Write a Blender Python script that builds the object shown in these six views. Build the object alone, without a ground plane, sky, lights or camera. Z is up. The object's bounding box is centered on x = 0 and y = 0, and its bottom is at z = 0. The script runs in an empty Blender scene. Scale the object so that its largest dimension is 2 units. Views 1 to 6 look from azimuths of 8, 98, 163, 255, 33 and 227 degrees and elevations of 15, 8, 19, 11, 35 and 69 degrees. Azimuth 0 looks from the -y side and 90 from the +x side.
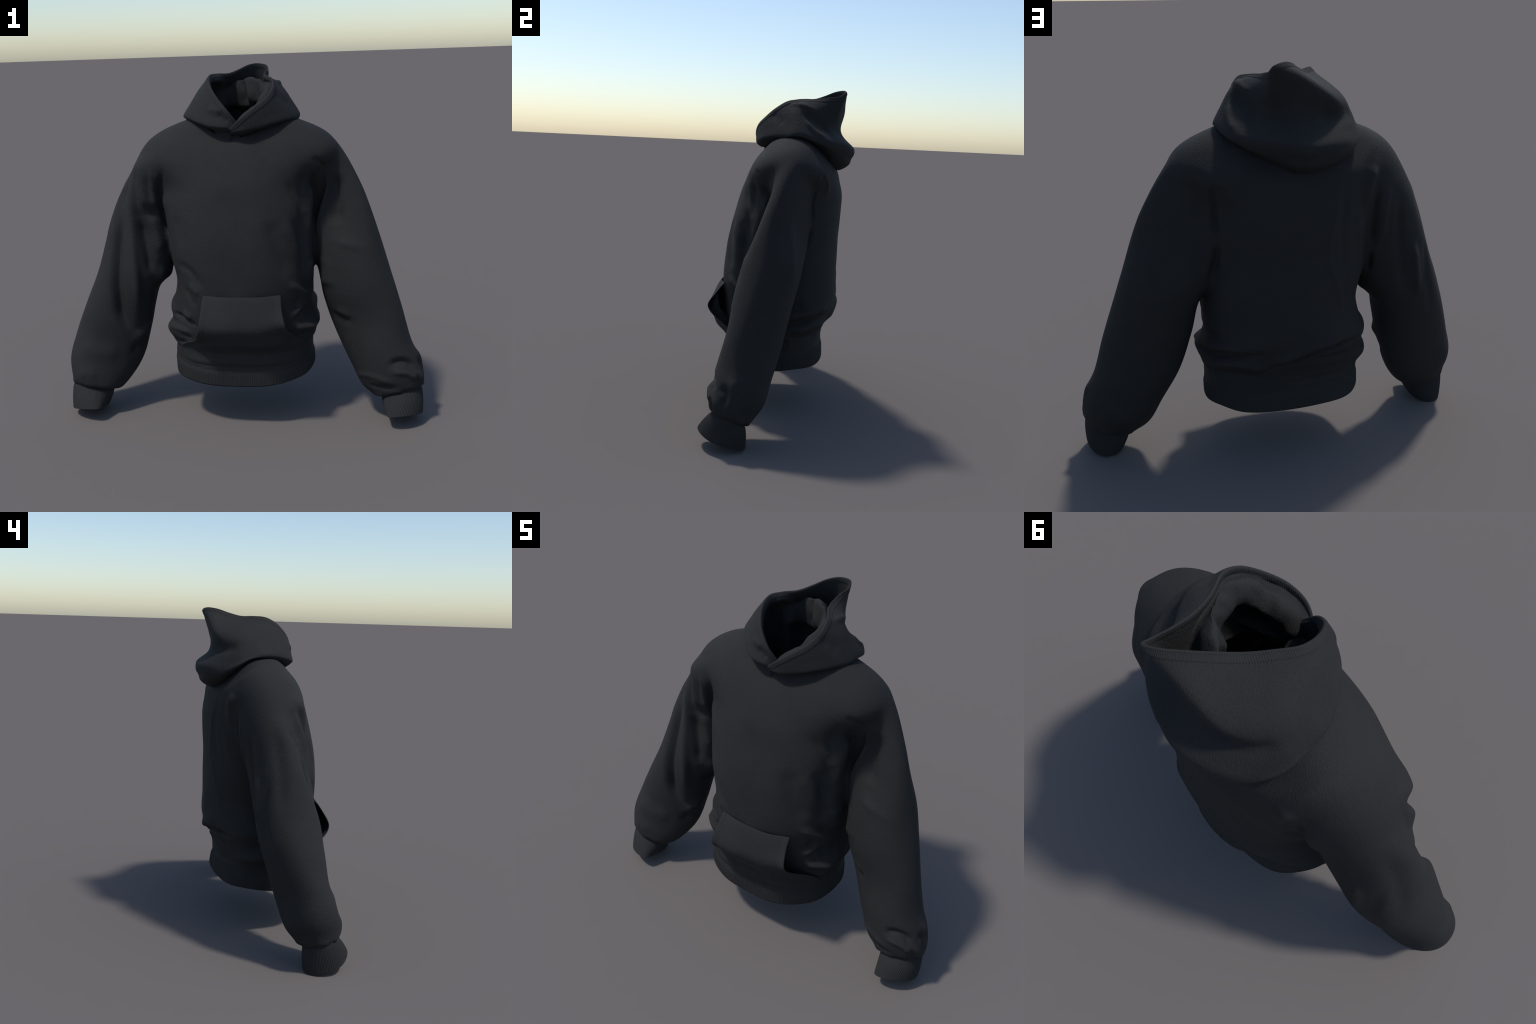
# A pulled-over hooded sweatshirt standing by itself as if worn: lofted trunk and
# sleeves fused into one cloth surface, folded hood with ribbed binding, pouch
# pocket, ribbed hem and ribbed cuffs.
import bpy, bmesh, math
import numpy as np
from mathutils import Vector
from mathutils.kdtree import KDTree
from mathutils import noise as mnoise

# ------------------------------------------------------------------ helpers
def spline(tk, vals, t):
    """C1 cubic through rows vals at knots tk."""
    tk = np.asarray(tk, float); v = np.asarray(vals, float)
    t = np.asarray(t, float)
    h = np.diff(tk); hc = h.reshape((-1,) + (1,) * (v.ndim - 1))
    d = np.diff(v, axis=0) / hc
    m = np.empty_like(v)
    m[1:-1] = (d[:-1] * hc[1:] + d[1:] * hc[:-1]) / (hc[1:] + hc[:-1])
    m[0] = d[0]; m[-1] = d[-1]
    t = np.clip(t, tk[0], tk[-1])
    i = np.clip(np.searchsorted(tk, t, side='right') - 1, 0, len(tk) - 2)
    sh = (-1,) + (1,) * (v.ndim - 1)
    s = ((t - tk[i]) / h[i]).reshape(sh); H = h[i].reshape(sh)
    return ((2*s**3 - 3*s**2 + 1) * v[i] + (s**3 - 2*s**2 + s) * H * m[i]
            + (-2*s**3 + 3*s**2) * v[i+1] + (s**3 - s**2) * H * m[i+1])

def superellipse(th, n):
    c, s = np.cos(th), np.sin(th)
    return np.sign(c) * np.abs(c) ** (2/n), np.sign(s) * np.abs(s) ** (2/n)

def smoothstep(a, b, x):
    t = np.clip((x - a) / (b - a), 0, 1)
    return t * t * (3 - 2 * t)

def grid_faces(nr, nc, closed):
    r = np.arange(nr - 1)[:, None]; c = np.arange(nc if closed else nc - 1)[None]
    c2 = (c + 1) % nc
    q = np.stack([r*nc + c, r*nc + c2, (r+1)*nc + c2, (r+1)*nc + c], -1)
    return q.reshape(-1, 4)

def mesh_from(name, verts, faces):
    me = bpy.data.meshes.new(name)
    me.from_pydata([tuple(v) for v in verts], [], [tuple(int(i) for i in f) for f in faces])
    me.update()
    return me

def new_object(name, me, mat, parent=None):
    ob = bpy.data.objects.new(name, me)
    bpy.context.scene.collection.objects.link(ob)
    if mat: me.materials.append(mat)
    if parent: ob.parent = parent
    return ob

def shade(me):
    me.polygons.foreach_set('use_smooth', [True] * len(me.polygons)); me.update()

def recalc(me):
    bm = bmesh.new(); bm.from_mesh(me)
    bmesh.ops.recalc_face_normals(bm, faces=bm.faces)
    bm.to_mesh(me); bm.free(); me.update()

# ---------------------------------------------------------------- materials
def cloth(name, base, bump_strength, twill=True, rib=False):
    m = bpy.data.materials.new(name); m.use_nodes = True
    nt = m.node_tree; N = nt.nodes; L = nt.links
    b = N['Principled BSDF']
    b.inputs['Roughness'].default_value = 0.82
    b.inputs['Specular IOR Level'].default_value = 0.24
    b.inputs['Sheen Weight'].default_value = 0.0
    b.inputs['Sheen Roughness'].default_value = 0.6
    tc = N.new('ShaderNodeTexCoord')
    big = N.new('ShaderNodeTexNoise'); big.inputs['Scale'].default_value = 7; big.inputs['Detail'].default_value = 5
    L.new(tc.outputs['Object'], big.inputs['Vector'])
    cr = N.new('ShaderNodeValToRGB')
    cr.color_ramp.elements[0].position = .3; cr.color_ramp.elements[1].position = .72
    cr.color_ramp.elements[0].color = (*[c * .93 for c in base], 1)
    cr.color_ramp.elements[1].color = (*[c * 1.07 for c in base], 1)
    L.new(big.outputs['Fac'], cr.inputs['Fac'])
    mp = N.new('ShaderNodeMapping')
    if twill:   # short slanting floats of the knit
        mp.vector_type = 'TEXTURE'
        mp.inputs['Rotation'].default_value = Vector((.25, -.62, .74)).to_track_quat('X', 'Z').to_euler()
        mp.inputs['Scale'].default_value = (1/95, 1/290, 1/290)
    else:
        mp.inputs['Scale'].default_value = (260, 260, 260)
    L.new(tc.outputs['Object'], mp.inputs['Vector'])
    fine = N.new('ShaderNodeTexNoise'); fine.inputs['Scale'].default_value = 1.0; fine.inputs['Detail'].default_value = 3
    L.new(mp.outputs['Vector'], fine.inputs['Vector'])
    # thread-level tone variation
    mx = N.new('ShaderNodeMix'); mx.data_type = 'RGBA'; mx.blend_type = 'MULTIPLY'
    mx.inputs['Factor'].default_value = 1.0
    cr2 = N.new('ShaderNodeValToRGB')
    cr2.color_ramp.elements[0].position = .3; cr2.color_ramp.elements[1].position = .7
    cr2.color_ramp.elements[0].color = (.86, .86, .86, 1); cr2.color_ramp.elements[1].color = (1.1, 1.1, 1.1, 1)
    L.new(fine.outputs['Fac'], cr2.inputs['Fac'])
    L.new(cr.outputs['Color'], mx.inputs['A']); L.new(cr2.outputs['Color'], mx.inputs['B'])
    L.new(mx.outputs['Result'], b.inputs['Base Color'])
    bp = N.new('ShaderNodeBump'); bp.inputs['Strength'].default_value = bump_strength
    bp.inputs['Distance'].default_value = 0.0045
    L.new(fine.outputs['Fac'], bp.inputs['Height'])
    L.new(bp.outputs['Normal'], b.inputs['Normal'])
    return m

BASE = (0.0208, 0.0208, 0.0206)
MAT_CLOTH = cloth('black_fleece_cloth', BASE, 0.8)
MAT_RIB = cloth('black_ribbed_knit', (0.0212, 0.0212, 0.0211), 0.2, twill=False)

# ------------------------------------------------------- trunk (torso loft)
# height, left x, right x, front y, back y
TRUNK = np.array([
    [.24, -.385, .395, -.305, .245], [.31, -.387, .388, -.312, .272], [.36, -.386, .388, -.308, .270],
    [.41, -.391, .384, -.300, .272], [.47, -.408, .404, -.300, .276], [.55, -.403, .410, -.310, .312],
    [.65, -.387, .393, -.325, .345], [.78, -.362, .391, -.338, .342], [.92, -.390, .398, -.331, .344],
    [1.06, -.402, .396, -.314, .344], [1.20, -.422, .406, -.279, .351], [1.32, -.425, .407, -.244, .349],
    [1.37, -.470, .455, -.222, .335], [1.44, -.530, .530, -.190, .315], [1.52, -.505, .505, -.142, .262],
    [1.56, -.455, .460, -.108, .235], [1.60, -.375, .380, -.075, .205], [1.63, -.285, .295, -.04, .175], [1.65, -.20, .21, -.01, .15]])
BAND_N = 2.35

def trunk_extent(z):
    p = spline(TRUNK[:, 0], TRUNK[:, 1:], np.atleast_1d(z))
    return p

def trunk_ring(z, th, grow=0.0):
    p = trunk_extent(z); c, s = superellipse(th, BAND_N)
    cx = (p[:, 0] + p[:, 1]) / 2; rx = (p[:, 1] - p[:, 0]) / 2 + grow
    cy = (p[:, 2] + p[:, 3]) / 2; ry = (p[:, 3] - p[:, 2]) / 2 + grow
    return cx + rx * c, cy + ry * s

def hem_top(x, y):      # upper edge of the ribbed hem
    return .372 + .095 * y - .018 * x
def hem_bottom(x, y):   # lower edge of the ribbed hem
    return .265 + .085 * y + .010 * x + .012 * (x / .4) ** 2

# ------------------------------------------------------------------ sleeves
SLEEVE_T = np.array([.05, .15, .25, .36, .47, .58, .69, .79, .87, .93, .955, .98, 1.0])
SLEEVE_SPINE = np.array([
    [.30, .05, 1.40], [.37, .05, 1.36], [.45, .05, 1.25], [.52, .04, 1.10], [.59, .02, .92], [.66, -.01, .74],
    [.73, -.05, .56], [.80, -.09, .39], [.86, -.12, .26], [.89, -.14, .17], [.90, -.15, .13], [.91, -.15, .08], [.92, -.16, .03]])
# per station: shift outward, shift back, half width, half depth, twist
SLEEVE_LEFT = np.array([
    [.030, .031, .185, .143, .086], [-.015, .040, .222, .118, -.05], [-.050, .046, .252, .094, -.22],
    [-.039, .029, .235, .106, -.30], [-.012, .007, .193, .147, -.297], [-.031, -.002, .199, .149, -.26],
    [-.042, .012, .200, .133, -.34], [-.046, .013, .181, .139, -.32], [-.044, .015, .175, .137, -.30],
    [-.034, .006, .139, .109, -.229], [-.037, -.014, .115, .109, -.139], [-.031, -.018, .102, .122, -.076],
    [-.020, .021, .079, .094, -.039]])
SLEEVE_RIGHT = np.array([
    [.045, .038, .165, .19, -.037], [-.006, .023, .214, .178, -.135], [-.038, .032, .231, .154, -.142],
    [-.022, .018, .219, .139, -.11], [-.010, .009, .201, .157, -.058], [-.002, .013, .180, .172, -.071],
    [-.014, .023, .196, .151, -.161], [-.027, .032, .203, .126, -.20], [-.031, .021, .179, .136, -.181],
    [-.042, -.002, .134, .123, -.136], [-.043, -.012, .113, .129, -.115], [-.029, -.003, .099, .118, -.086],
    [-.014, .025, .078, .082, -.035]])

def sleeve_frame(t):
    """fixed frame along the arm for parameter values t (+x side)"""
    td = np.linspace(SLEEVE_T[0], SLEEVE_T[-1], 110)
    sp = spline(SLEEVE_T, SLEEVE_SPINE, td); tan = np.gradient(sp, td, axis=0)
    for _ in range(12):
        tan[1:-1] = (tan[:-2] + 2 * tan[1:-1] + tan[2:]) / 4
    tt = np.stack([np.interp(t, td, tan[:, k]) for k in range(3)], 1)
    tt /= np.linalg.norm(tt, axis=1)[:, None]
    v = np.array([0, 1., 0]) - tt * tt[:, 1:2]; v /= np.linalg.norm(v, axis=1)[:, None]
    u = np.cross(v, tt); u *= np.sign(u[:, :1] + 1e-9)
    return spline(SLEEVE_T, SLEEVE_SPINE, t), tt, u, v

def sleeve_rings(tab, side, t, th, scale=None, n=2.15, grow=None):
    sp, tt, u, v = sleeve_frame(t)
    p = spline(SLEEVE_T, tab, t); c, s = superellipse(th, n)
    sc = np.ones(len(t)) if scale is None else np.asarray(scale)
    gr = np.zeros((len(t), len(th))) if grow is None else grow
    ctr = sp + u * p[:, :1] + v * p[:, 1:2]
    a = (p[:, 2] * sc)[:, None] * c + gr * c; b = (p[:, 3] * sc)[:, None] * s + gr * s
    ca, sa = np.cos(p[:, 4:5]), np.sin(p[:, 4:5])
    X = ctr[:, None] + u[:, None] * (a*ca - b*sa)[..., None] + v[:, None] * (a*sa + b*ca)[..., None]
    return X * np.array([side, 1, 1])

# where the sleeve is gathered into the cuff, and the free edge of the cuff:
# centre x, y, half width, half depth, height, slope outward, slope back, inward lean of the front
CUFF = {1: (((.872, -.134), .108, .092, .152, .32, -.36, .02), ((.888, -.168), .096, .134, .046, .07, -.30, .060)),
        -1: (((.868, -.138), .114, .094, .152, .17, -.27, .01), ((.887, -.172), .098, .132, .037, -.07, -.30, .060))}

def cuff_ring(spec, side, th, scale=1.0, grow=0.0, lift=0.0, shift=(0., 0.)):
    (cx, cy), rx, ry, z0, so, sb, lean = spec
    cx = cx + shift[0]; cy = cy + shift[1]
    c, s = superellipse(th, 2.1)
    dx = (rx * scale + grow) * c - lean * np.maximum(-s, 0) ** 2; dy = (ry * scale + grow) * s
    return np.stack([side * (cx + dx), cy + dy, z0 + so * dx + sb * dy + lift], -1)

def capped(rings):
    nr, nc, _ = rings.shape
    V = rings.reshape(-1, 3); F = [tuple(f) for f in grid_faces(nr, nc, True)]
    V = np.vstack([V, rings[0].mean(0), rings[-1].mean(0)])
    a, b = nr * nc, nr * nc + 1
    for i in range(nc):
        j = (i + 1) % nc
        F.append((a, j, i)); F.append((b, (nr-1)*nc + i, (nr-1)*nc + j))
    return V, F

# -------------------------------------------------- folds: (points, width, height)
# each fold is a soft ridge (+) or crease (-) that follows a short line in space
FOLDS = []
FOLDS += [  # right sleeve
    ([[-0.572, -0.01, 1.372], [-0.584, -0.054, 1.231], [-0.585, -0.094, 1.062], [-0.577, -0.136, 0.893], [-0.573, -0.149, 0.714], [-0.585, -0.134, 0.542]], 0.028, 0.024),
    ([[-0.659, -0.05, 1.142], [-0.675, -0.092, 1.017], [-0.676, -0.141, 0.876], [-0.67, -0.171, 0.721], [-0.658, -0.169, 0.6], [-0.617, -0.14, 0.468]], 0.03, -0.045),
    ([[-0.537, -0.082, 1.121], [-0.516, -0.102, 1.001], [-0.498, -0.114, 0.887], [-0.485, -0.101, 0.801]], 0.024, -0.026),
    ([[-0.482, -0.076, 1.146], [-0.452, -0.08, 1.031], [-0.437, -0.082, 0.915]], 0.028, 0.02),
    ([[-0.536, -0.025, 1.426], [-0.518, -0.061, 1.336], [-0.509, -0.069, 1.25], [-0.501, -0.075, 1.168]], 0.028, 0.013),
    ([[-0.505, -0.035, 1.466], [-0.496, -0.07, 1.372], [-0.492, -0.071, 1.268], [-0.478, -0.076, 1.137]], 0.08, 0.042),
    ([[-0.443, -0.096, 1.409], [-0.444, -0.086, 1.322], [-0.444, -0.075, 1.251], [-0.437, -0.07, 1.171]], 0.026, 0.011),
    ([[-0.58, 0.014, 1.386], [-0.585, -0.033, 1.297], [-0.579, -0.068, 1.18], [-0.573, -0.099, 1.045]], 0.034, 0.008),
    ([[-0.468, -0.082, 1.365], [-0.473, -0.074, 1.277], [-0.469, -0.073, 1.189]], 0.014, -0.012),
    ([[-0.545, -0.037, 1.376], [-0.545, -0.058, 1.275], [-0.539, -0.075, 1.164]], 0.015, -0.012),
    ([[-0.649, 0.015, 1.263], [-0.655, -0.046, 1.159]], 0.02, -0.012),
    ([[-0.391, -0.122, 1.374], [-0.417, -0.084, 1.287], [-0.42, -0.072, 1.206], [-0.414, -0.068, 1.144], [-0.399, -0.07, 1.064], [-0.371, -0.135, 0.982], [-0.363, -0.133, 0.892]], 0.015, -0.032),
    ([[-0.608, -0.13, 0.445], [-0.561, -0.092, 0.47], [-0.532, -0.049, 0.512]], 0.03, 0.016),
    ([[-0.633, -0.13, 0.349], [-0.592, -0.102, 0.387], [-0.561, -0.042, 0.393]], 0.022, -0.018),
    ([[-0.91, -0.176, 0.42], [-0.814, -0.196, 0.382], [-0.688, -0.161, 0.36]], 0.05, 0.012),
    ([[-0.624, 0.175, 1.032], [-0.659, 0.177, 0.757]], 0.022, 0.018),
    ([[-0.525, 0.207, 1.276], [-0.554, 0.189, 1.011], [-0.589, 0.175, 0.765]], 0.025, -0.014),
    ([[-0.703, 0.131, 1.045], [-0.717, 0.162, 0.831], [-0.762, 0.135, 0.621]], 0.025, -0.008),
    ([[-0.404, 0.243, 1.333], [-0.393, 0.239, 1.217], [-0.403, 0.185, 1.025]], 0.013, -0.025),
    ([[-0.4, 0.178, 1.007], [-0.406, 0.133, 0.892]], 0.013, -0.02),
    ([[-0.463, 0.225, 1.347], [-0.44, 0.233, 1.227], [-0.445, 0.197, 1.057]], 0.022, 0.01),
    ([[-0.375, 0.255, 1.448], [-0.343, 0.268, 1.366], [-0.331, 0.259, 1.249]], 0.03, 0.024),
    ([[-0.598, 0.073, 1.375], [-0.692, 0.023, 1.189], [-0.763, -0.034, 0.967]], 0.05, 0.008),
    ([[-0.638, 0.096, 1.291], [-0.743, 0.082, 1.035], [-0.798, 0.084, 0.841]], 0.04, -0.012),
    ([[-0.574, 0.002, 1.386], [-0.608, -0.02, 1.286], [-0.635, -0.045, 1.192]], 0.02, -0.01),
]
FOLDS += [  # left sleeve
    ([[0.455, -0.015, 1.335], [0.449, -0.009, 1.273], [0.426, -0.006, 1.19], [0.405, -0.014, 1.122], [0.394, -0.037, 1.057]], 0.015, -0.036),
    ([[0.371, 0.256, 1.42], [0.36, 0.209, 1.278], [0.354, 0.209, 1.143]], 0.012, -0.02),
    ([[0.352, 0.21, 1.136], [0.362, 0.195, 1.033], [0.383, 0.174, 0.95]], 0.013, -0.024),
    ([[0.61, 0.115, 1.202], [0.652, 0.134, 1.03], [0.68, 0.141, 0.833]], 0.04, 0.008),
    ([[0.519, -0.007, 1.347], [0.518, -0.017, 1.26], [0.518, -0.037, 1.161], [0.525, -0.064, 1.063]], 0.042, -0.03),
    ([[0.474, -0.017, 1.369], [0.463, -0.011, 1.26], [0.438, -0.012, 1.163], [0.422, -0.018, 1.081], [0.42, -0.037, 0.972]], 0.02, 0.02),
    ([[0.488, -0.063, 0.583], [0.544, -0.113, 0.565], [0.613, -0.149, 0.553]], 0.026, -0.008),
    ([[0.517, -0.105, 0.613], [0.559, -0.129, 0.599], [0.599, -0.146, 0.584]], 0.02, 0.008),
    ([[0.798, -0.234, 0.343], [0.843, -0.229, 0.365], [0.893, -0.216, 0.36], [0.94, -0.201, 0.32]], 0.017, -0.022),
    ([[0.809, -0.24, 0.307], [0.858, -0.241, 0.309], [0.904, -0.231, 0.298], [0.937, -0.219, 0.259]], 0.014, 0.013),
    ([[0.94, -0.211, 0.294], [0.951, -0.208, 0.262], [0.96, -0.196, 0.222]], 0.008, -0.012),
    ([[0.63, -0.12, 0.247], [0.69, -0.196, 0.27], [0.764, -0.231, 0.26], [0.834, -0.241, 0.243]], 0.014, 0.008),
    ([[0.691, -0.183, 0.214], [0.765, -0.222, 0.213], [0.828, -0.237, 0.222]], 0.014, -0.012),
    ([[0.947, -0.168, 0.357], [0.977, -0.129, 0.314], [0.99, -0.141, 0.246]], 0.02, -0.018),
    ([[0.913, -0.229, 0.29], [0.969, -0.187, 0.263], [0.975, -0.178, 0.223]], 0.02, 0.012),
    ([[0.939, -0.108, 0.402], [0.975, -0.105, 0.322], [0.991, -0.133, 0.24]], 0.018, 0.01),
    ([[0.365, -0.131, 1.374], [0.344, -0.135, 1.257], [0.369, -0.127, 1.155]], 0.028, -0.016),
    ([[0.262, -0.191, 1.331], [0.336, -0.166, 1.196], [0.362, -0.145, 1.071]], 0.02, -0.01),
    ([[0.508, -0.009, 1.409], [0.387, -0.052, 1.253], [0.38, -0.104, 1.087], [0.704, -0.112, 0.937]], 0.024, 0.01),
    ([[0.376, 0.252, 1.446], [0.315, 0.28, 1.394], [0.285, 0.283, 1.312]], 0.02, 0.01),
    ([[0.4, 0.195, 1.28], [0.362, 0.204, 1.162], [0.347, 0.204, 1.044]], 0.02, 0.006),
    ([[0.393, 0.244, 1.447], [0.372, 0.23, 1.357], [0.367, 0.203, 1.232]], 0.02, 0.012),
]
FOLDS += [  # front of trunk
    ([[0.395, -0.121, 1.438], [0.436, -0.091, 1.414], [0.456, -0.027, 1.371]], 0.013, -0.01),
    ([[0.395, -0.082, 1.347], [0.402, -0.012, 1.24], [0.397, -0.034, 1.126]], 0.02, -0.024),
    ([[0.186, -0.268, 1.151], [0.226, -0.282, 1.0], [0.287, -0.258, 0.837]], 0.045, -0.014),
    ([[0.338, -0.171, 1.163], [0.352, -0.176, 0.973], [0.35, -0.184, 0.815]], 0.04, -0.022),
    ([[0.272, -0.27, 0.806], [0.321, -0.223, 0.764], [0.374, -0.117, 0.695]], 0.02, 0.016),
    ([[0.334, -0.208, 0.822], [0.358, -0.167, 0.775], [0.39, -0.015, 0.714]], 0.022, -0.016),
    ([[-0.31, -0.21, 1.158], [-0.302, -0.227, 1.074], [-0.275, -0.254, 0.993]], 0.03, -0.006),
    ([[-0.327, -0.202, 0.899], [-0.242, -0.277, 0.875], [-0.161, -0.312, 0.78]], 0.022, -0.009),
    ([[-0.248, -0.267, 0.801], [-0.192, -0.299, 0.749]], 0.02, 0.01),
    ([[-0.277, -0.24, 0.777], [-0.245, -0.269, 0.718], [-0.22, -0.284, 0.672]], 0.016, -0.01),
    ([[-0.301, -0.228, 0.631], [-0.238, -0.271, 0.612]], 0.018, 0.014),
    ([[-0.362, -0.15, 0.605], [-0.293, -0.236, 0.599], [-0.219, -0.277, 0.567]], 0.01, -0.022),
    ([[-0.388, -0.116, 0.528], [-0.307, -0.224, 0.533], [-0.245, -0.262, 0.522]], 0.018, 0.018),
    ([[-0.298, -0.231, 0.514], [-0.275, -0.246, 0.502], [-0.257, -0.255, 0.488]], 0.008, -0.012),
    ([[-0.355, -0.176, 0.456], [-0.324, -0.209, 0.456], [-0.287, -0.257, 0.469]], 0.009, -0.016),
    ([[-0.349, -0.17, 0.418], [-0.324, -0.2, 0.412], [-0.308, -0.216, 0.405]], 0.008, -0.012),
    ([[0.316, -0.223, 0.717], [0.319, -0.217, 0.693], [0.296, -0.238, 0.666]], 0.018, -0.016),
    ([[0.344, -0.181, 0.669], [0.318, -0.216, 0.642], [0.291, -0.242, 0.616]], 0.014, 0.014),
    ([[0.301, -0.234, 0.554], [0.347, -0.191, 0.547], [0.392, -0.116, 0.534]], 0.016, 0.022),
    ([[0.348, -0.186, 0.597], [0.377, -0.131, 0.605], [0.394, -0.057, 0.619]], 0.022, -0.014),
    ([[0.316, -0.22, 0.514], [0.354, -0.181, 0.504], [0.388, -0.125, 0.501]], 0.012, -0.018),
    ([[0.241, -0.252, 1.123], [0.307, -0.224, 1.024], [0.345, -0.192, 0.924]], 0.035, 0.008),
    ([[0.297, -0.212, 1.143], [0.335, -0.19, 1.047], [0.355, -0.171, 0.974]], 0.03, -0.008),
    ([[-0.105, -0.256, 1.269], [0.014, -0.278, 1.204], [0.079, -0.322, 0.976]], 0.07, -0.006),
]
FOLDS += [  # back of trunk
    ([[0.409, -0.026, 0.544], [0.381, 0.144, 0.573], [0.294, 0.253, 0.597], [0.187, 0.31, 0.608]], 0.015, -0.034),
    ([[0.402, 0.034, 0.6], [0.355, 0.186, 0.625], [0.276, 0.272, 0.64], [0.178, 0.321, 0.647]], 0.03, 0.02),
    ([[0.162, 0.276, 0.507], [0.095, 0.301, 0.535], [-0.041, 0.321, 0.575], [-0.194, 0.301, 0.595], [-0.308, 0.235, 0.597]], 0.013, -0.036),
    ([[0.15, 0.296, 0.542], [0.073, 0.321, 0.578], [-0.064, 0.338, 0.63], [-0.223, 0.3, 0.644]], 0.03, 0.022),
    ([[-0.045, 0.31, 0.548], [-0.171, 0.287, 0.536], [-0.281, 0.237, 0.527]], 0.02, -0.014),
    ([[0.383, 0.076, 0.442], [0.335, 0.176, 0.477], [0.248, 0.234, 0.473], [0.164, 0.262, 0.473]], 0.02, -0.016),
    ([[0.388, 0.117, 0.519], [0.339, 0.201, 0.545], [0.244, 0.268, 0.547], [0.148, 0.285, 0.518]], 0.022, 0.018),
    ([[0.029, 0.272, 0.425], [-0.121, 0.265, 0.425], [-0.274, 0.214, 0.429]], 0.014, -0.008),
    ([[0.405, 0.04, 0.491], [0.374, 0.12, 0.468], [0.362, 0.105, 0.396]], 0.014, 0.01),
    ([[0.386, 0.084, 0.674], [0.364, 0.162, 0.669], [0.354, 0.186, 0.648]], 0.02, -0.01),
    ([[-0.022, 0.342, 0.853], [-0.028, 0.343, 0.749], [-0.027, 0.345, 0.657]], 0.05, 0.006),
    ([[-0.191, 0.31, 1.423], [-0.152, 0.34, 1.224], [-0.124, 0.336, 1.068], [-0.186, 0.314, 0.887], [-0.232, 0.293, 0.703]], 0.018, 0.006),
    ([[-0.284, 0.293, 1.243], [-0.308, 0.253, 1.061], [-0.348, 0.191, 0.933]], 0.025, 0.006),
    ([[-0.206, 0.297, 0.594], [-0.383, 0.121, 0.567]], 0.012, -0.02),
    ([[-0.209, 0.315, 1.387], [-0.197, 0.328, 1.183], [-0.223, 0.302, 0.939]], 0.025, -0.006),
]
FOLDS += [  # rolls that wrap round the waist
    ([[-0.33, -0.23, 0.575], [-0.40, -0.09, 0.635], [-0.40, 0.08, 0.63], [-0.36, 0.2, 0.61], [-0.25, 0.29, 0.6]], 0.035, 0.022),
    ([[-0.38, -0.14, 0.53], [-0.41, -0.02, 0.572], [-0.40, 0.09, 0.55], [-0.35, 0.2, 0.53]], 0.013, -0.024),
    ([[-0.31, -0.25, 0.50], [-0.40, -0.1, 0.50], [-0.41, 0.03, 0.483], [-0.38, 0.14, 0.47], [-0.3, 0.24, 0.47]], 0.032, 0.024),
    ([[-0.35, -0.2, 0.415], [-0.40, -0.05, 0.405], [-0.40, 0.1, 0.40], [-0.33, 0.2, 0.405]], 0.016, -0.014),
    ([[0.32, -0.24, 0.62], [0.40, -0.08, 0.645], [0.40, 0.06, 0.655], [0.37, 0.18, 0.65]], 0.018, -0.014),
    ([[0.32, -0.23, 0.52], [0.40, -0.1, 0.54], [0.42, 0.03, 0.54], [0.39, 0.14, 0.55], [0.33, 0.24, 0.53]], 0.030, 0.022),
    ([[0.35, -0.19, 0.44], [0.40, -0.05, 0.43], [0.40, 0.08, 0.44], [0.36, 0.2, 0.47]], 0.014, -0.016),
    ([[-0.46, -0.10, 0.80], [-0.43, -0.03, 0.79], [-0.44, 0.05, 0.79]], 0.045, 0.022),   # inner flap of the elbow
    ([[-0.50, -0.10, 0.69], [-0.49, -0.02, 0.69], [-0.50, 0.06, 0.69]], 0.03, -0.012),
    ([[0.03, -0.32, 0.72], [0.03, -0.315, 0.52]], 0.07, 0.055),   # bulge added behind the pouch to block light showing through its openings
    ([[0.43, -0.13, 0.90], [0.43, -0.11, 0.82], [0.45, -0.09, 0.72]], 0.055, 0.030),
    ([[-0.93, -0.25, 0.275], [-0.87, -0.275, 0.27], [-0.80, -0.26, 0.27]], 0.034, 0.018),   # puff above the cuff
    ([[0.36, -0.17, 0.395], [0.395, -0.05, 0.40], [0.40, 0.06, 0.41]], 0.012, 0.008),
]
HOOD_FOLDS = [
    ([[0.238, 0.111, 1.788], [0.225, 0.172, 1.744], [0.195, 0.232, 1.708], [0.19, 0.275, 1.662]], 0.03, -0.022),
    ([[0.266, 0.128, 1.732], [0.279, 0.193, 1.666], [0.263, 0.261, 1.628]], 0.018, 0.01),
    ([[0.204, 0.029, 1.816], [0.216, 0.119, 1.809], [0.187, 0.199, 1.78]], 0.016, 0.01),
    ([[0.199, -0.071, 1.759], [0.248, -0.018, 1.727], [0.275, 0.011, 1.696]], 0.03, -0.006),
    ([[-0.084, -0.151, 1.671], [-0.052, -0.158, 1.653], [-0.027, -0.158, 1.627]], 0.016, -0.007),
    ([[-0.133, -0.123, 1.7], [-0.084, -0.147, 1.688], [-0.048, -0.151, 1.687]], 0.02, 0.006),
    ([[-0.054, 0.327, 1.675], [-0.227, 0.272, 1.679], [-0.269, 0.201, 1.698]], 0.03, -0.014),
    ([[0.08, 0.395, 1.585], [0.025, 0.412, 1.57], [-0.037, 0.41, 1.58]], 0.03, -0.005),
    ([[-0.12, 0.385, 1.53], [0.0, 0.40, 1.515], [0.10, 0.37, 1.53]], 0.024, -0.010),   # dent in the roll
]

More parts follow.
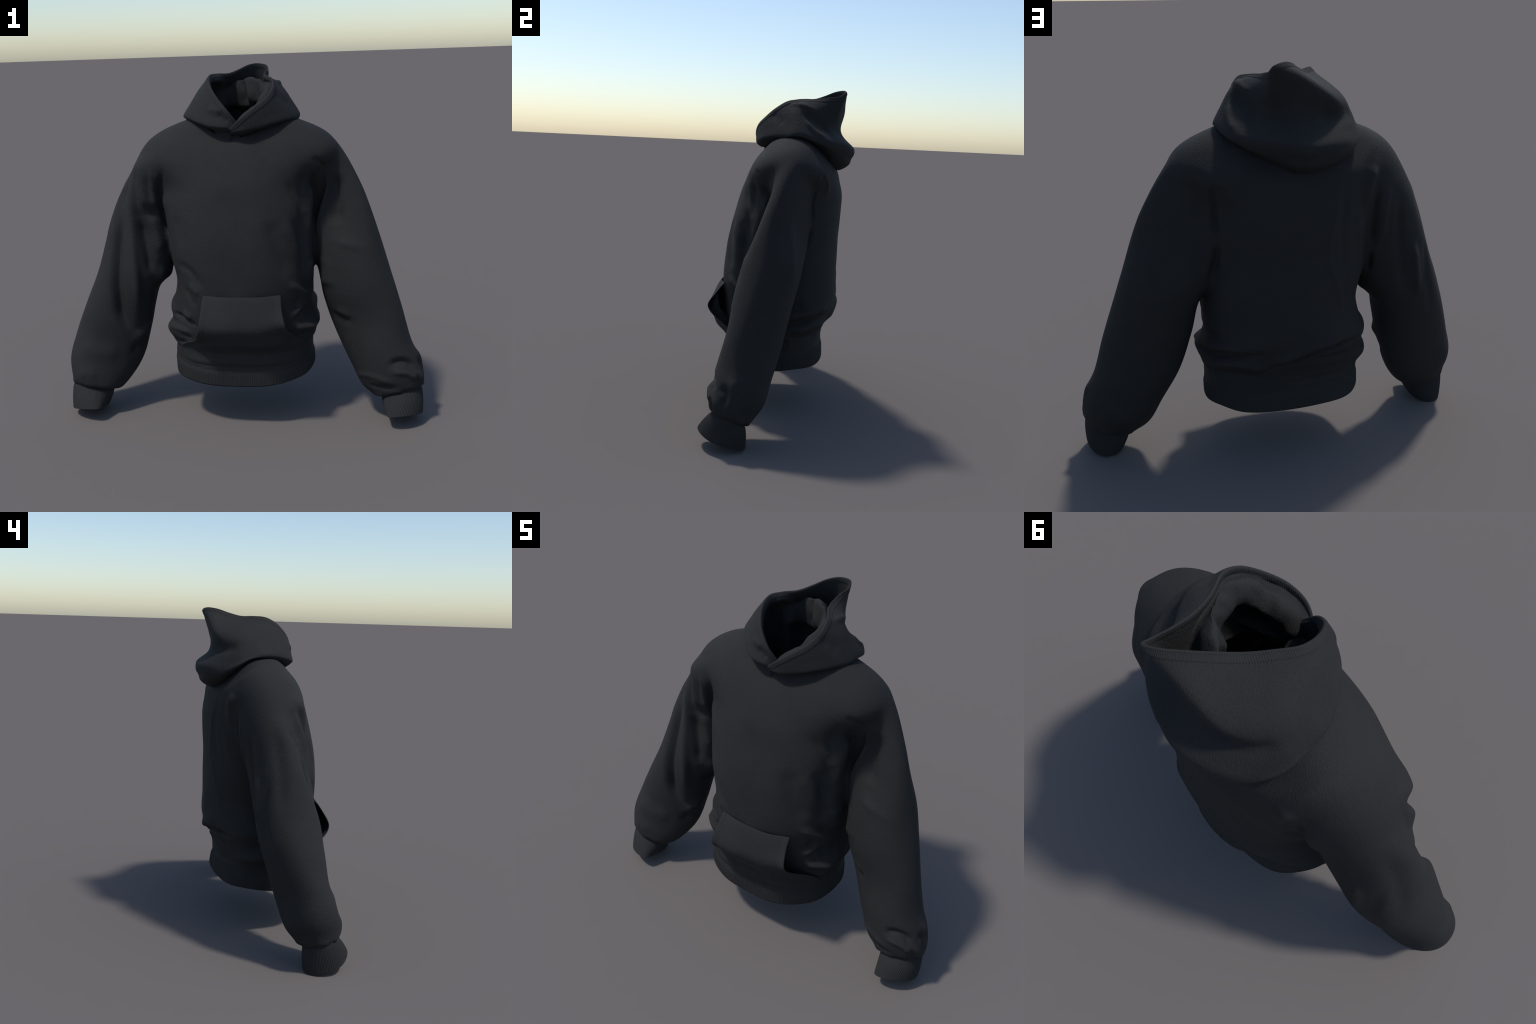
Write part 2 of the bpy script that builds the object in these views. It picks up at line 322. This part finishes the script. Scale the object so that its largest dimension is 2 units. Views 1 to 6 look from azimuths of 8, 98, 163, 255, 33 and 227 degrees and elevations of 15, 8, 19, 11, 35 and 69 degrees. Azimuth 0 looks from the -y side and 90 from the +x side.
def apply_folds(co, no, folds):
    disp = np.zeros(len(co))
    for pts, w, h in folds:
        P = np.array(pts, float)
        ds = np.r_[0, np.cumsum(np.linalg.norm(np.diff(P, axis=0), axis=1))]
        if len(P) > 2:
            P = spline(ds, P, np.linspace(0, ds[-1], 8 * len(P)))
        lo, hi = P.min(0) - 3*w, P.max(0) + 3*w
        sel = np.where(np.all((co > lo) & (co < hi), axis=1))[0]
        if not len(sel): continue
        q = co[sel]; best = np.full(len(sel), 9.); along = np.zeros(len(sel))
        n = len(P) - 1
        for k in range(n):
            a, b = P[k], P[k+1]; ab = b - a
            t = np.clip(((q - a) @ ab) / (ab @ ab), 0, 1)
            d = np.linalg.norm(q - a - t[:, None] * ab, axis=1)
            m = d < best; best[m] = d[m]; along[m] = (k + t[m]) / n
        taper = smoothstep(-.02, .25, along) * smoothstep(-.02, .25, 1 - along) * .85 + .15
        disp[sel] += h * np.exp(-(best / w) ** 2) * taper
    return co + no * disp[:, None]

# ------------------------------------------------------------- root object
root = bpy.data.objects.new('hooded_sweatshirt', None)
bpy.context.scene.collection.objects.link(root)
root['label'] = 'black pullover hoodie standing as if worn, with pouch pocket and ribbed cuffs'
root['category'] = 'hoodie'

# ------------------------------------------------------------ body and sleeves
def build_cloth():
    V, F = [], []
    def add(v, f):
        o = sum(len(x) for x in V); V.append(np.asarray(v)); F.extend(tuple(i + o for i in q) for q in f)
    th = np.linspace(0, 2*np.pi, 128, endpoint=False)
    z = np.linspace(.27, TRUNK[-1, 0], 120)
    rings = []
    for zz in z:
        x, y = trunk_ring(zz, th)
        rings.append(np.stack([x, y, np.full_like(x, zz)], 1))
    add(*capped(np.array(rings)))
    ends = {}
    for side, tab in ((1, SLEEVE_LEFT), (-1, SLEEVE_RIGHT)):
        sth = np.linspace(0, 2*np.pi, 96, endpoint=False)
        arm = sleeve_rings(tab, side, np.linspace(.05, .905, 110), sth)
        last = sleeve_rings(tab, side, np.array([.925]), sth)[0]
        seam = CUFF[side][0]
        gather = .006 * np.sin(8 * sth + 1 + side) + .004 * np.sin(13 * sth + 2)
        keys = np.stack([arm[-5], arm[-1], last * .5 + cuff_ring(seam, side, sth, 1.24, gather, .012, (-.014, .012)) * .5,
                         cuff_ring(seam, side, sth, 1.10, gather * 1.6, .006, (-.006, .005)), cuff_ring(seam, side, sth, .98, 0, .004), cuff_ring(seam, side, sth, .6)])
        end = spline(np.array([0, 1, 2, 3, 4, 5.]), keys, np.linspace(1.25, 5, 16))
        add(*capped(np.concatenate([arm, end])))
    me = mesh_from('cloth', np.vstack(V), F); recalc(me)
    ob = new_object('cloth', me, None)
    md = ob.modifiers.new('fuse', 'REMESH'); md.mode = 'VOXEL'; md.voxel_size = .0075
    dg = bpy.context.evaluated_depsgraph_get()
    out = bpy.data.meshes.new_from_object(ob.evaluated_get(dg))
    bpy.data.objects.remove(ob)
    return out

def arrays(me):
    co = np.empty(len(me.vertices) * 3); me.vertices.foreach_get('co', co)
    return co.reshape(-1, 3)

def normals(me):
    no = np.empty(len(me.vertices) * 3); me.vertices.foreach_get('normal', no)
    return no.reshape(-1, 3)

def laplace(me, co, it, lam=.5, mask=None):
    e = np.empty(len(me.edges) * 2, int); me.edges.foreach_get('vertices', e); e = e.reshape(-1, 2)
    deg = np.bincount(e.ravel(), minlength=len(co)).astype(float)[:, None]
    for _ in range(it):
        acc = np.zeros_like(co)
        for k in range(3):
            acc[:, k] = np.bincount(e[:, 0], co[e[:, 1], k], len(co)) + np.bincount(e[:, 1], co[e[:, 0], k], len(co))
        d = lam * (acc / np.maximum(deg, 1) - co)
        co = co + (d if mask is None else d * mask[:, None])
    return co

def set_co(me, co):
    me.vertices.foreach_set('co', co.ravel()); me.update()

cloth_me = build_cloth()
co = laplace(cloth_me, arrays(cloth_me), 5)
shoulder = smoothstep(1.22, 1.36, co[:, 2]) * smoothstep(.28, .36, np.abs(co[:, 0]))
co = laplace(cloth_me, co, 50, .5, shoulder)
co = laplace(cloth_me, co, 10, .5, smoothstep(.25, .20, co[:, 2]) * smoothstep(.5, .6, np.abs(co[:, 0])))
set_co(cloth_me, co)
co = apply_folds(co, normals(cloth_me), FOLDS)
set_co(cloth_me, laplace(cloth_me, co, 2))

# openings: hem, neck and cuffs
bm = bmesh.new(); bm.from_mesh(cloth_me)
kill = []
for f in bm.faces:
    c = f.calc_center_median()
    x, y, zz = c
    if abs(x) < .5 and zz < hem_top(x, y) - .012: kill.append(f); continue
    if zz > 1.40 and ((x - .0) / .225) ** 2 + ((y - .06) / .178) ** 2 < 1: kill.append(f); continue
    if zz < .3 and abs(x) > .6:
        (cx, cy), rx, ry, z0, so, sb, _ = CUFF[1 if x > 0 else -1][0]
        dx, dy = abs(x) - cx, y - cy
        if (dx / rx) ** 2 + (dy / ry) ** 2 < .86 ** 2 and zz < z0 + so*dx + sb*dy + .03: kill.append(f)
bmesh.ops.delete(bm, geom=kill, context='FACES')
bm.to_mesh(cloth_me); bm.free()
sub = new_object('cloth', cloth_me, None)
md = sub.modifiers.new('fine', 'SUBSURF'); md.levels = 1; md.render_levels = 1
full = bpy.data.meshes.new_from_object(sub.evaluated_get(bpy.context.evaluated_depsgraph_get()))
bpy.data.objects.remove(sub)
shade(full)

# assign every face to trunk / left sleeve / right sleeve and split
def split_cloth(me):
    co = arrays(me); no = normals(me)
    fc = np.empty(len(me.polygons) * 3); me.polygons.foreach_get('center', fc); fc = fc.reshape(-1, 3)
    kd = {}
    th = np.linspace(0, 2*np.pi, 64, endpoint=False)
    tr = np.vstack([np.stack([*trunk_ring(z, th), np.full(64, z)], 1) for z in np.linspace(.3, 1.6, 66)])
    sl = np.vstack([sleeve_rings(tab, s, np.linspace(.12, .95, 60), th).reshape(-1, 3) for s, tab in ((1, SLEEVE_LEFT), (-1, SLEEVE_RIGHT))])
    trees = []
    for pts in (tr, sl):
        t = KDTree(len(pts))
        for i, p in enumerate(pts): t.insert(p, i)
        t.balance(); trees.append(t)
    lab = np.zeros(len(fc), int)
    edge = .385 - .10 * smoothstep(1.42, 1.62, fc[:, 2])
    cand = np.where(np.abs(fc[:, 0]) > .33)[0]
    for i in cand:
        p = fc[i]; ax = abs(p[0])
        if ax > .52: lab[i] = 1 if p[0] > 0 else 2; continue
        if p[2] > 1.28:
            if ax > edge[i]: lab[i] = 1 if p[0] > 0 else 2
        elif trees[1].find(p)[2] < trees[0].find(p)[2]: lab[i] = 1 if p[0] > 0 else 2
    for k, (nm) in enumerate(('torso', 'sleeve', 'sleeve')):
        idx = np.where(lab == k)[0]
        vs = [list(me.polygons[i].vertices) for i in idx]
        used = np.unique(np.concatenate([np.array(v) for v in vs]))
        remap = -np.ones(len(co), int); remap[used] = np.arange(len(used))
        m = mesh_from(nm, co[used], [[remap[j] for j in v] for v in vs])
        shade(m)
        m.normals_split_custom_set_from_vertices([tuple(n) for n in no[used]])
        yield new_object(nm, m, MAT_CLOTH, root)
parts = list(split_cloth(full))

# ----------------------------------------------------------------- ribbed tubes
def shell_tube(name, outer, inner, mat, parent):
    """closed band: outer rings top->bottom, then inner rings bottom->top"""
    R = np.concatenate([outer, inner[::-1]])
    nr, nc, _ = R.shape
    F = [tuple(f) for f in grid_faces(nr, nc, True)]
    F += [tuple(f) for f in np.stack([np.arange(nc) + (nr-1)*nc, (np.arange(nc)+1) % nc + (nr-1)*nc, (np.arange(nc)+1) % nc, np.arange(nc)], 1)]
    me = mesh_from(name, R.reshape(-1, 3), F); recalc(me); shade(me)
    return new_object(name, me, mat, parent)

# hem band
NRIB = 290; nth = NRIB * 6
th = np.linspace(0, 2*np.pi, nth, endpoint=False)
rib = .0009 * np.cos(th * NRIB)
outer, inner = [], []
for k in np.r_[np.linspace(0, .97, 16), .985, .993, 1.]:
    puff = -.008 + .012 * smoothstep(0., .45, k)
    x0, y0 = trunk_ring(.31, th)
    z = hem_top(x0, y0) + .006 + (hem_bottom(x0, y0) - hem_top(x0, y0) - .006) * k
    x, y = trunk_ring(.31, th)
    flare = k * (.020 * np.exp(-((th - 1.02) / .36) ** 2) + .020 * np.exp(-((th - 2.10) / .36) ** 2) + .003 * np.sin(5 * th + 1) + .002 * np.sin(9 * th))
    nx, ny = x - x.mean(), y - y.mean(); ln = np.hypot(nx, ny); nx /= ln; ny /= ln
    g = puff + flare + rib * (1 if .03 < k < .97 else .3) - (.004 if k > .98 else 0)
    outer.append(np.stack([x + nx * g, y + ny * g, z], 1))
    inner.append(np.stack([x + nx * (puff + flare - .010), y + ny * (puff + flare - .010), z + (.003 if k > .98 else 0)], 1))
shell_tube('hem_band', np.array(outer), np.array(inner), MAT_RIB, root)

# cuffs
for (side, tab), slv in zip(((1, SLEEVE_LEFT), (-1, SLEEVE_RIGHT)), parts[1:]):
    nr_ = 96; th = np.linspace(0, 2*np.pi, nr_ * 6, endpoint=False)
    rib = .0008 * np.cos(th * nr_)
    ou, inn = [], []
    top, bot = CUFF[side]
    for k in np.r_[np.linspace(-.22, .95, 22), .98, .99, 1.]:
        tuck = -.005 * (1 - smoothstep(-.1, .12, k)) + .004 * math.sin(math.pi * max(k, 0))
        r = cuff_ring(top, side, th, 1, tuck + rib) * (1 - k) + cuff_ring(bot, side, th, 1, tuck + rib * (1 if k < .97 else .3)) * k
        i = cuff_ring(top, side, th, 1, tuck - .008) * (1 - k) + cuff_ring(bot, side, th, 1, tuck - .008) * k
        ou.append(r); inn.append(i)
    shell_tube('cuff', np.array(ou), np.array(inn), MAT_RIB, slv)

# ------------------------------------------------------------------------- hood
# stations run from the right front end (tucked under) round the back to the left
# front end (on top).  Columns: rim, A upper wall, V valley, B bulge, C lower edge
H_RIM = np.array([
 [.030,-.125,1.610],[-.030,-.145,1.690],[-.082,-.122,1.751],[-.118,-.080,1.797],[-.140,-.030,1.835],[-.142,.030,1.862],
 [-.108,.090,1.867],[-.060,.155,1.866],[-.015,.218,1.883],[.030,.280,1.905],[.080,.330,1.911],[.122,.347,1.900],
 [.134,.315,1.875],[.128,.250,1.866],[.130,.175,1.855],[.150,.095,1.848],[.188,.022,1.834],[.195,-.048,1.790],
 [.160,-.110,1.740],[.100,-.157,1.697],[.042,-.174,1.652],[-.022,-.153,1.592]])
H_A = np.array([
 [.030,-.128,1.602],[-.040,-.155,1.665],[-.100,-.138,1.705],[-.155,-.092,1.738],[-.200,-.020,1.768],[-.215,.055,1.785],
 [-.215,.130,1.790],[-.205,.210,1.782],[-.160,.318,1.768],[-.085,.348,1.798],[.000,.348,1.834],[.082,.350,1.868],
 [.128,.325,1.810],[.160,.255,1.790],[.195,.165,1.805],[.226,.095,1.813],[.245,.025,1.765],[.235,-.045,1.725],
 [.188,-.110,1.695],[.120,-.158,1.665],[.055,-.178,1.635],[-.022,-.155,1.589]])
H_V = np.array([
 [.030,-.132,1.596],[-.046,-.162,1.635],[-.114,-.143,1.660],[-.182,-.090,1.685],[-.240,-.008,1.708],[-.262,.068,1.716],
 [-.268,.140,1.716],[-.258,.218,1.712],[-.195,.285,1.700],[-.110,.306,1.684],[-.040,.312,1.672],[.025,.306,1.666],
 [.090,.286,1.670],[.165,.255,1.690],[.230,.185,1.715],[.270,.100,1.742],[.280,.030,1.700],[.252,-.045,1.680],
 [.196,-.110,1.660],[.128,-.155,1.635],[.060,-.177,1.615],[-.021,-.156,1.586]])
H_B = np.array([
 [.030,-.135,1.590],[-.052,-.168,1.610],[-.125,-.148,1.618],[-.203,-.085,1.638],[-.268,.000,1.655],[-.303,.075,1.660],
 [-.303,.150,1.648],[-.290,.225,1.620],[-.248,.298,1.597],[-.185,.362,1.590],[-.090,.400,1.588],[.010,.411,1.590],
 [.120,.378,1.606],[.225,.312,1.615],[.290,.228,1.632],[.322,.110,1.656],[.308,.035,1.650],[.266,-.045,1.638],
 [.200,-.112,1.625],[.130,-.150,1.605],[.060,-.172,1.593],[-.020,-.156,1.581]])
H_C = np.array([
 [.020,-.120,1.578],[-.060,-.138,1.577],[-.125,-.115,1.594],[-.195,-.050,1.612],[-.250,.010,1.627],[-.288,.070,1.635],
 [-.298,.145,1.625],[-.278,.212,1.576],[-.238,.258,1.528],[-.175,.295,1.482],[-.085,.328,1.456],[.000,.330,1.450],
 [.095,.285,1.484],[.185,.258,1.535],[.268,.208,1.588],[.310,.105,1.628],[.297,.030,1.622],[.250,-.022,1.614],
 [.190,-.062,1.597],[.122,-.100,1.579],[.058,-.145,1.568],[-.018,-.145,1.569]])
# lining: cavity behind the roll, crest of the roll, its inner face
H_I1, H_I2, H_I3, H_I4 = [], [], [], []
mid = np.array([.02, .085])
roll = {  # station: cavity, crest, inner face
 7: ((-.085,.170,1.800), (-.095,.160,1.775), (-.085,.135,1.700)),
 8: ((-.075,.225,1.760), (-.080,.185,1.790), (-.068,.172,1.695)),
 9: ((-.045,.265,1.720), (-.055,.198,1.808), (-.043,.185,1.690)),
 10: ((.010,.285,1.700), (-.030,.200,1.824), (-.016,.186,1.688)),
 11: ((.062,.290,1.690), (.002,.192,1.834), (.014,.177,1.688)),
 12: ((.100,.265,1.710), (.035,.175,1.841), (.047,.158,1.695)),
 13: ((.115,.210,1.760), (.068,.155,1.845), (.078,.130,1.708)),
 14: ((.128,.165,1.805), (.112,.126,1.840), (.118,.088,1.722)),
 15: ((.148,.090,1.822), (.150,.065,1.818), (.138,.030,1.720)),
 16: ((.182,.020,1.805), (.165,.008,1.798), (.135,.000,1.715)),
 17: ((.188,-.045,1.765), (.152,-.036,1.768), (.118,-.022,1.695)),
 18: ((.152,-.102,1.718), (.122,-.078,1.730), (.090,-.052,1.665)),
 19: ((.095,-.148,1.675), (.075,-.108,1.690), (.050,-.077,1.635)),
 20: ((.040,-.165,1.635), (.030,-.125,1.640), (.015,-.095,1.595)),
}
for i in range(22):
    r = H_RIM[i]; inw = np.r_[mid - r[:2], 0]; inw /= np.linalg.norm(inw)
    out = H_V[i]
    if i in roll:
        a, b, c = (np.array(q) for q in roll[i])
    else:
        k = math.sin(math.pi * i / 21) ** .5 if 0 < i < 21 else 0.
        a = r + inw * .016 * (.4 + .6*k) + np.array([0, 0, -.035 * k - .004])
        b = r * .45 + H_A[i] * .55 + inw * (.012 + .018 * k) + np.array([0, 0, -.02 * k])
        c = H_V[i] + inw * (.02 + .06 * k) + np.array([0, 0, -.01])
    neck = np.r_[c[:2], min(1.58, c[2] - .03)]
    if 7 <= i <= 18:      # the lining tucks back under the roll
        tuck = (.055 if i < 15 else .03) * (.5 if i in (7, 18) else 1)
        neck = np.r_[c[:2] - inw[:2] * tuck, c[2] - .035]
    H_I1.append(a); H_I2.append(b); H_I3.append(c); H_I4.append(neck)
H_I1, H_I2, H_I3, H_I4 = map(np.array, (H_I1, H_I2, H_I3, H_I4))
H_I5 = H_I4 + np.array([0, 0, -.18])
inw = np.concatenate([mid[None] - H_RIM[:, :2], np.zeros((22, 1))], 1); inw /= np.linalg.norm(inw, axis=1)[:, None]
H_RO = H_RIM - inw * .0035; H_RO[:, 2] -= .004
H_RN = H_RIM + inw * .0035; H_RN[:, 2] -= .004
towc = np.concatenate([mid[None] - H_C[:, :2], np.zeros((22, 1))], 1)
H_C2 = H_C + towc * .10 + np.array([0, 0, -.004])
H_U = H_C + towc * .30 + np.array([0, 0, -.035])

crisp = np.sin(np.pi * np.arange(22) / 21)[:, None] ** .5
H_B[:, :2] -= towc[:, :2] * .012 * crisp; H_B[:, 2:] -= .010 * crisp
back = smoothstep(.10, .30, H_C[:, 1])[:, None]
H_B2 = H_C * .65 + H_B * .35
H_B2[:, :2] -= towc[:, :2] / np.linalg.norm(towc, axis=1)[:, None] * (.034 * back + .010 * (1 - back)) * crisp
rings = np.stack([H_U, H_C2, H_C, H_B2, H_B, H_V, H_A, H_RO, H_RIM, H_RN, H_I1, H_I2, H_I3, H_I4, H_I5])
RIM_ROW = 8
NS, NV = 420, 10
arc = np.r_[0, np.cumsum(np.linalg.norm(np.diff(H_RIM, axis=0), axis=1) + .4 * np.linalg.norm(np.diff(H_C, axis=0), axis=1))]
def hood_surface(ns):
    s = np.linspace(0, arc[-1], ns)
    R = np.stack([spline(arc, r, s) for r in rings])          # rings x ns x 3
    out = np.empty((ns, (len(rings)-1) * NV + 1, 3))
    for j in range(ns):
        col = R[:, j]
        d = np.r_[0, np.cumsum(np.maximum(np.linalg.norm(np.diff(col, axis=0), axis=1), 1e-3) ** .7)]
        t = np.concatenate([np.linspace(d[k], d[k+1], NV, endpoint=False) for k in range(len(d)-1)] + [d[-1:]])
        out[j] = spline(d, col, t)
    return out
HS = hood_surface(NS)
hood_me = mesh_from('hood', HS.reshape(-1, 3), grid_faces(*HS.shape[:2], False))
recalc(hood_me); shade(hood_me)
hood = new_object('hood', hood_me, MAT_CLOTH, root)
# light relaxation keeps the cloth soft
hc = laplace(hood_me, arrays(hood_me), 6, .5)
_col = np.tile(np.arange(HS.shape[1]), NS)
hc = laplace(hood_me, hc, 40, .5, smoothstep(4*NV, 4.6*NV, _col) * smoothstep(6.8*NV, 6.0*NV, _col))
col = np.tile(np.arange(HS.shape[1]), NS); row = np.repeat(np.arange(NS), HS.shape[1])
outer = (col < (RIM_ROW - .5) * NV) & (col > 2 * NV)
LINING_FOLDS = [
    ([[.0, .19, 1.83], [.025, .168, 1.76], [.03, .165, 1.70]], .016, -.020),
    ([[.10, .13, 1.80], [.10, .11, 1.72]], .018, -.015),
    ([[.05, .155, 1.80], [.06, .145, 1.71]], .02, .010),
    ([[.16, .0, 1.78], [.11, -.03, 1.70]], .03, -.006)]
set_co(hood_me, hc)
hc = np.where((col > (RIM_ROW + 1.5) * NV)[:, None], apply_folds(hc, normals(hood_me), LINING_FOLDS), hc)
hc = np.where(outer[:, None], apply_folds(hc, normals(hood_me), HOOD_FOLDS), hc)
inner = smoothstep((RIM_ROW+1.5)*NV, (RIM_ROW+2.5)*NV, col) * smoothstep(0, 40, row) * smoothstep(NS, NS-30, row)
wob = np.array([mnoise.fractal(Vector(p * np.array([14, 14, 9])), 1.0, 2.0, 2) for p in hc])
hc = hc + normals(hood_me) * (wob * .014 * inner)[:, None]
set_co(hood_me, hc)

# ribbed binding that wraps the rim of the hood
def binding():
    S = arrays(hood_me).reshape(HS.shape)
    ns = 230 * 6
    j = np.linspace(0, NS - 1, ns)
    prof = np.stack([np.stack([np.interp(j, np.arange(NS), S[:, k, a]) for a in range(3)], 1) for k in range((RIM_ROW-3)*NV, (RIM_ROW+3)*NV + 1)], 1)
    rim_i = 3 * NV
    dist = np.concatenate([np.linspace(-.030, -.004, 9), [-.001, .002], np.linspace(.006, .026, 7)])
    V = np.empty((ns, len(dist), 3))
    tang = np.gradient(prof[:, rim_i], axis=0)
    for a in range(ns):
        p = prof[a]; d = np.r_[0, np.cumsum(np.linalg.norm(np.diff(p, axis=0), axis=1))]; d -= d[rim_i]
        q = np.stack([np.interp(dist, d, p[:, k]) for k in range(3)], 1)
        e = 0.0015
        dq = np.stack([np.interp(dist + e, d, p[:, k]) - np.interp(dist - e, d, p[:, k]) for k in range(3)], 1)
        n = np.cross(tang[a], dq); n /= np.linalg.norm(n, axis=1)[:, None] + 1e-9
        V[a] = q; 
        binding.n[a] = n
    return V, dist
binding.n = np.empty((230 * 6, 18, 3))
BV, bd = binding()
c0 = BV[:, 0].mean(0)
sgn = np.sign(np.sum((BV[:, 2, :] - np.array([.0, .1, 1.70])) * binding.n[:, 2]).sum())
prof_h = np.interp(bd, [-.030, -.028, -.015, 0, .013, .024, .026], [-.001, .0018, .0022, .0022, .002, .0016, -.001])
phase = np.cos(np.arange(len(BV)) / 6 * 2 * np.pi)[:, None]
ribh = .0005 * phase * (np.interp(bd, [-.030, -.027, -.003, .0, .003, .022, .026], [0, 1, 1, .4, 1, 1, 0]))[None]
BV = BV + binding.n * sgn * (prof_h[None] + ribh)[..., None]
bme = mesh_from('hood_binding', BV.reshape(-1, 3), grid_faces(*BV.shape[:2], False)); recalc(bme); shade(bme)
new_object('hood_binding', bme, MAT_RIB, hood)

# ----------------------------------------------------------------- pouch pocket
PZ = np.array([.753, .69, .63, .59, .55, .505, .47, .42, .335])
PXL = np.array([-.167, -.173, -.180, -.187, -.200, -.225, -.285, -.330, -.345])
PXR = np.array([.237, .245, .262, .275, .292, .320, .345, .352, .355])
PY = np.array([[-.322, -.345, -.350, -.342, -.300], [-.365, -.378, -.378, -.372, -.345], [-.400, -.405, -.398, -.395, -.385],
               [-.405, -.412, -.402, -.396, -.372], [-.380, -.395, -.388, -.376, -.325], [-.322, -.360, -.366, -.352, -.258],
               [-.272, -.342, -.350, -.336, -.226], [-.245, -.330, -.338, -.322, -.214], [-.232, -.318, -.326, -.310, -.205]])
u = np.linspace(0, 1, 81); w = np.linspace(0, 1, 81)
k = np.linspace(0, 1, len(PZ))
zz = spline(k, PZ, w); xl = spline(k, PXL, w); xr = spline(k, PXR, w); yy = spline(k, PY, w)
X = xl[:, None] + (xr - xl)[:, None] * u[None]
Y = spline(np.linspace(0, 1, 5), yy.T, u).T
Z = zz[:, None] + 0 * u[None]
def trunk_front(x, z):
    p = trunk_extent(z.ravel()).reshape(x.shape + (4,))
    cx = (p[..., 0] + p[..., 1]) / 2; rx = (p[..., 1] - p[..., 0]) / 2
    cy = (p[..., 2] + p[..., 3]) / 2; ry = (p[..., 3] - p[..., 2]) / 2
    return cy - ry * np.maximum(1 - np.abs((x - cx) / rx) ** BAND_N, 0) ** (1 / BAND_N)
TF = trunk_front(X, Z)
low = smoothstep(.50, .42, Z)
side_in = smoothstep(.0, .16, u)[None] * smoothstep(1., .84, u)[None]
Y = Y * (1 - low) + low * (TF + .006 - .014 * smoothstep(.345, .375, Z) + .012 * (1 - side_in))
Y = Y + .004 * smoothstep(.73, .753, Z)
Y = Y - .003 * np.maximum(smoothstep(.06, .045, u), smoothstep(.94, .955, u))[None] * smoothstep(.47, .52, Z)
P = np.stack([X, Y, Z], -1)
pm = mesh_from('pouch_pocket', P.reshape(-1, 3), grid_faces(81, 81, False)); recalc(pm); shade(pm)
pocket = new_object('pouch_pocket', pm, MAT_CLOTH, root)
md = pocket.modifiers.new('thick', 'SOLIDIFY'); md.thickness = .006; md.offset = 0
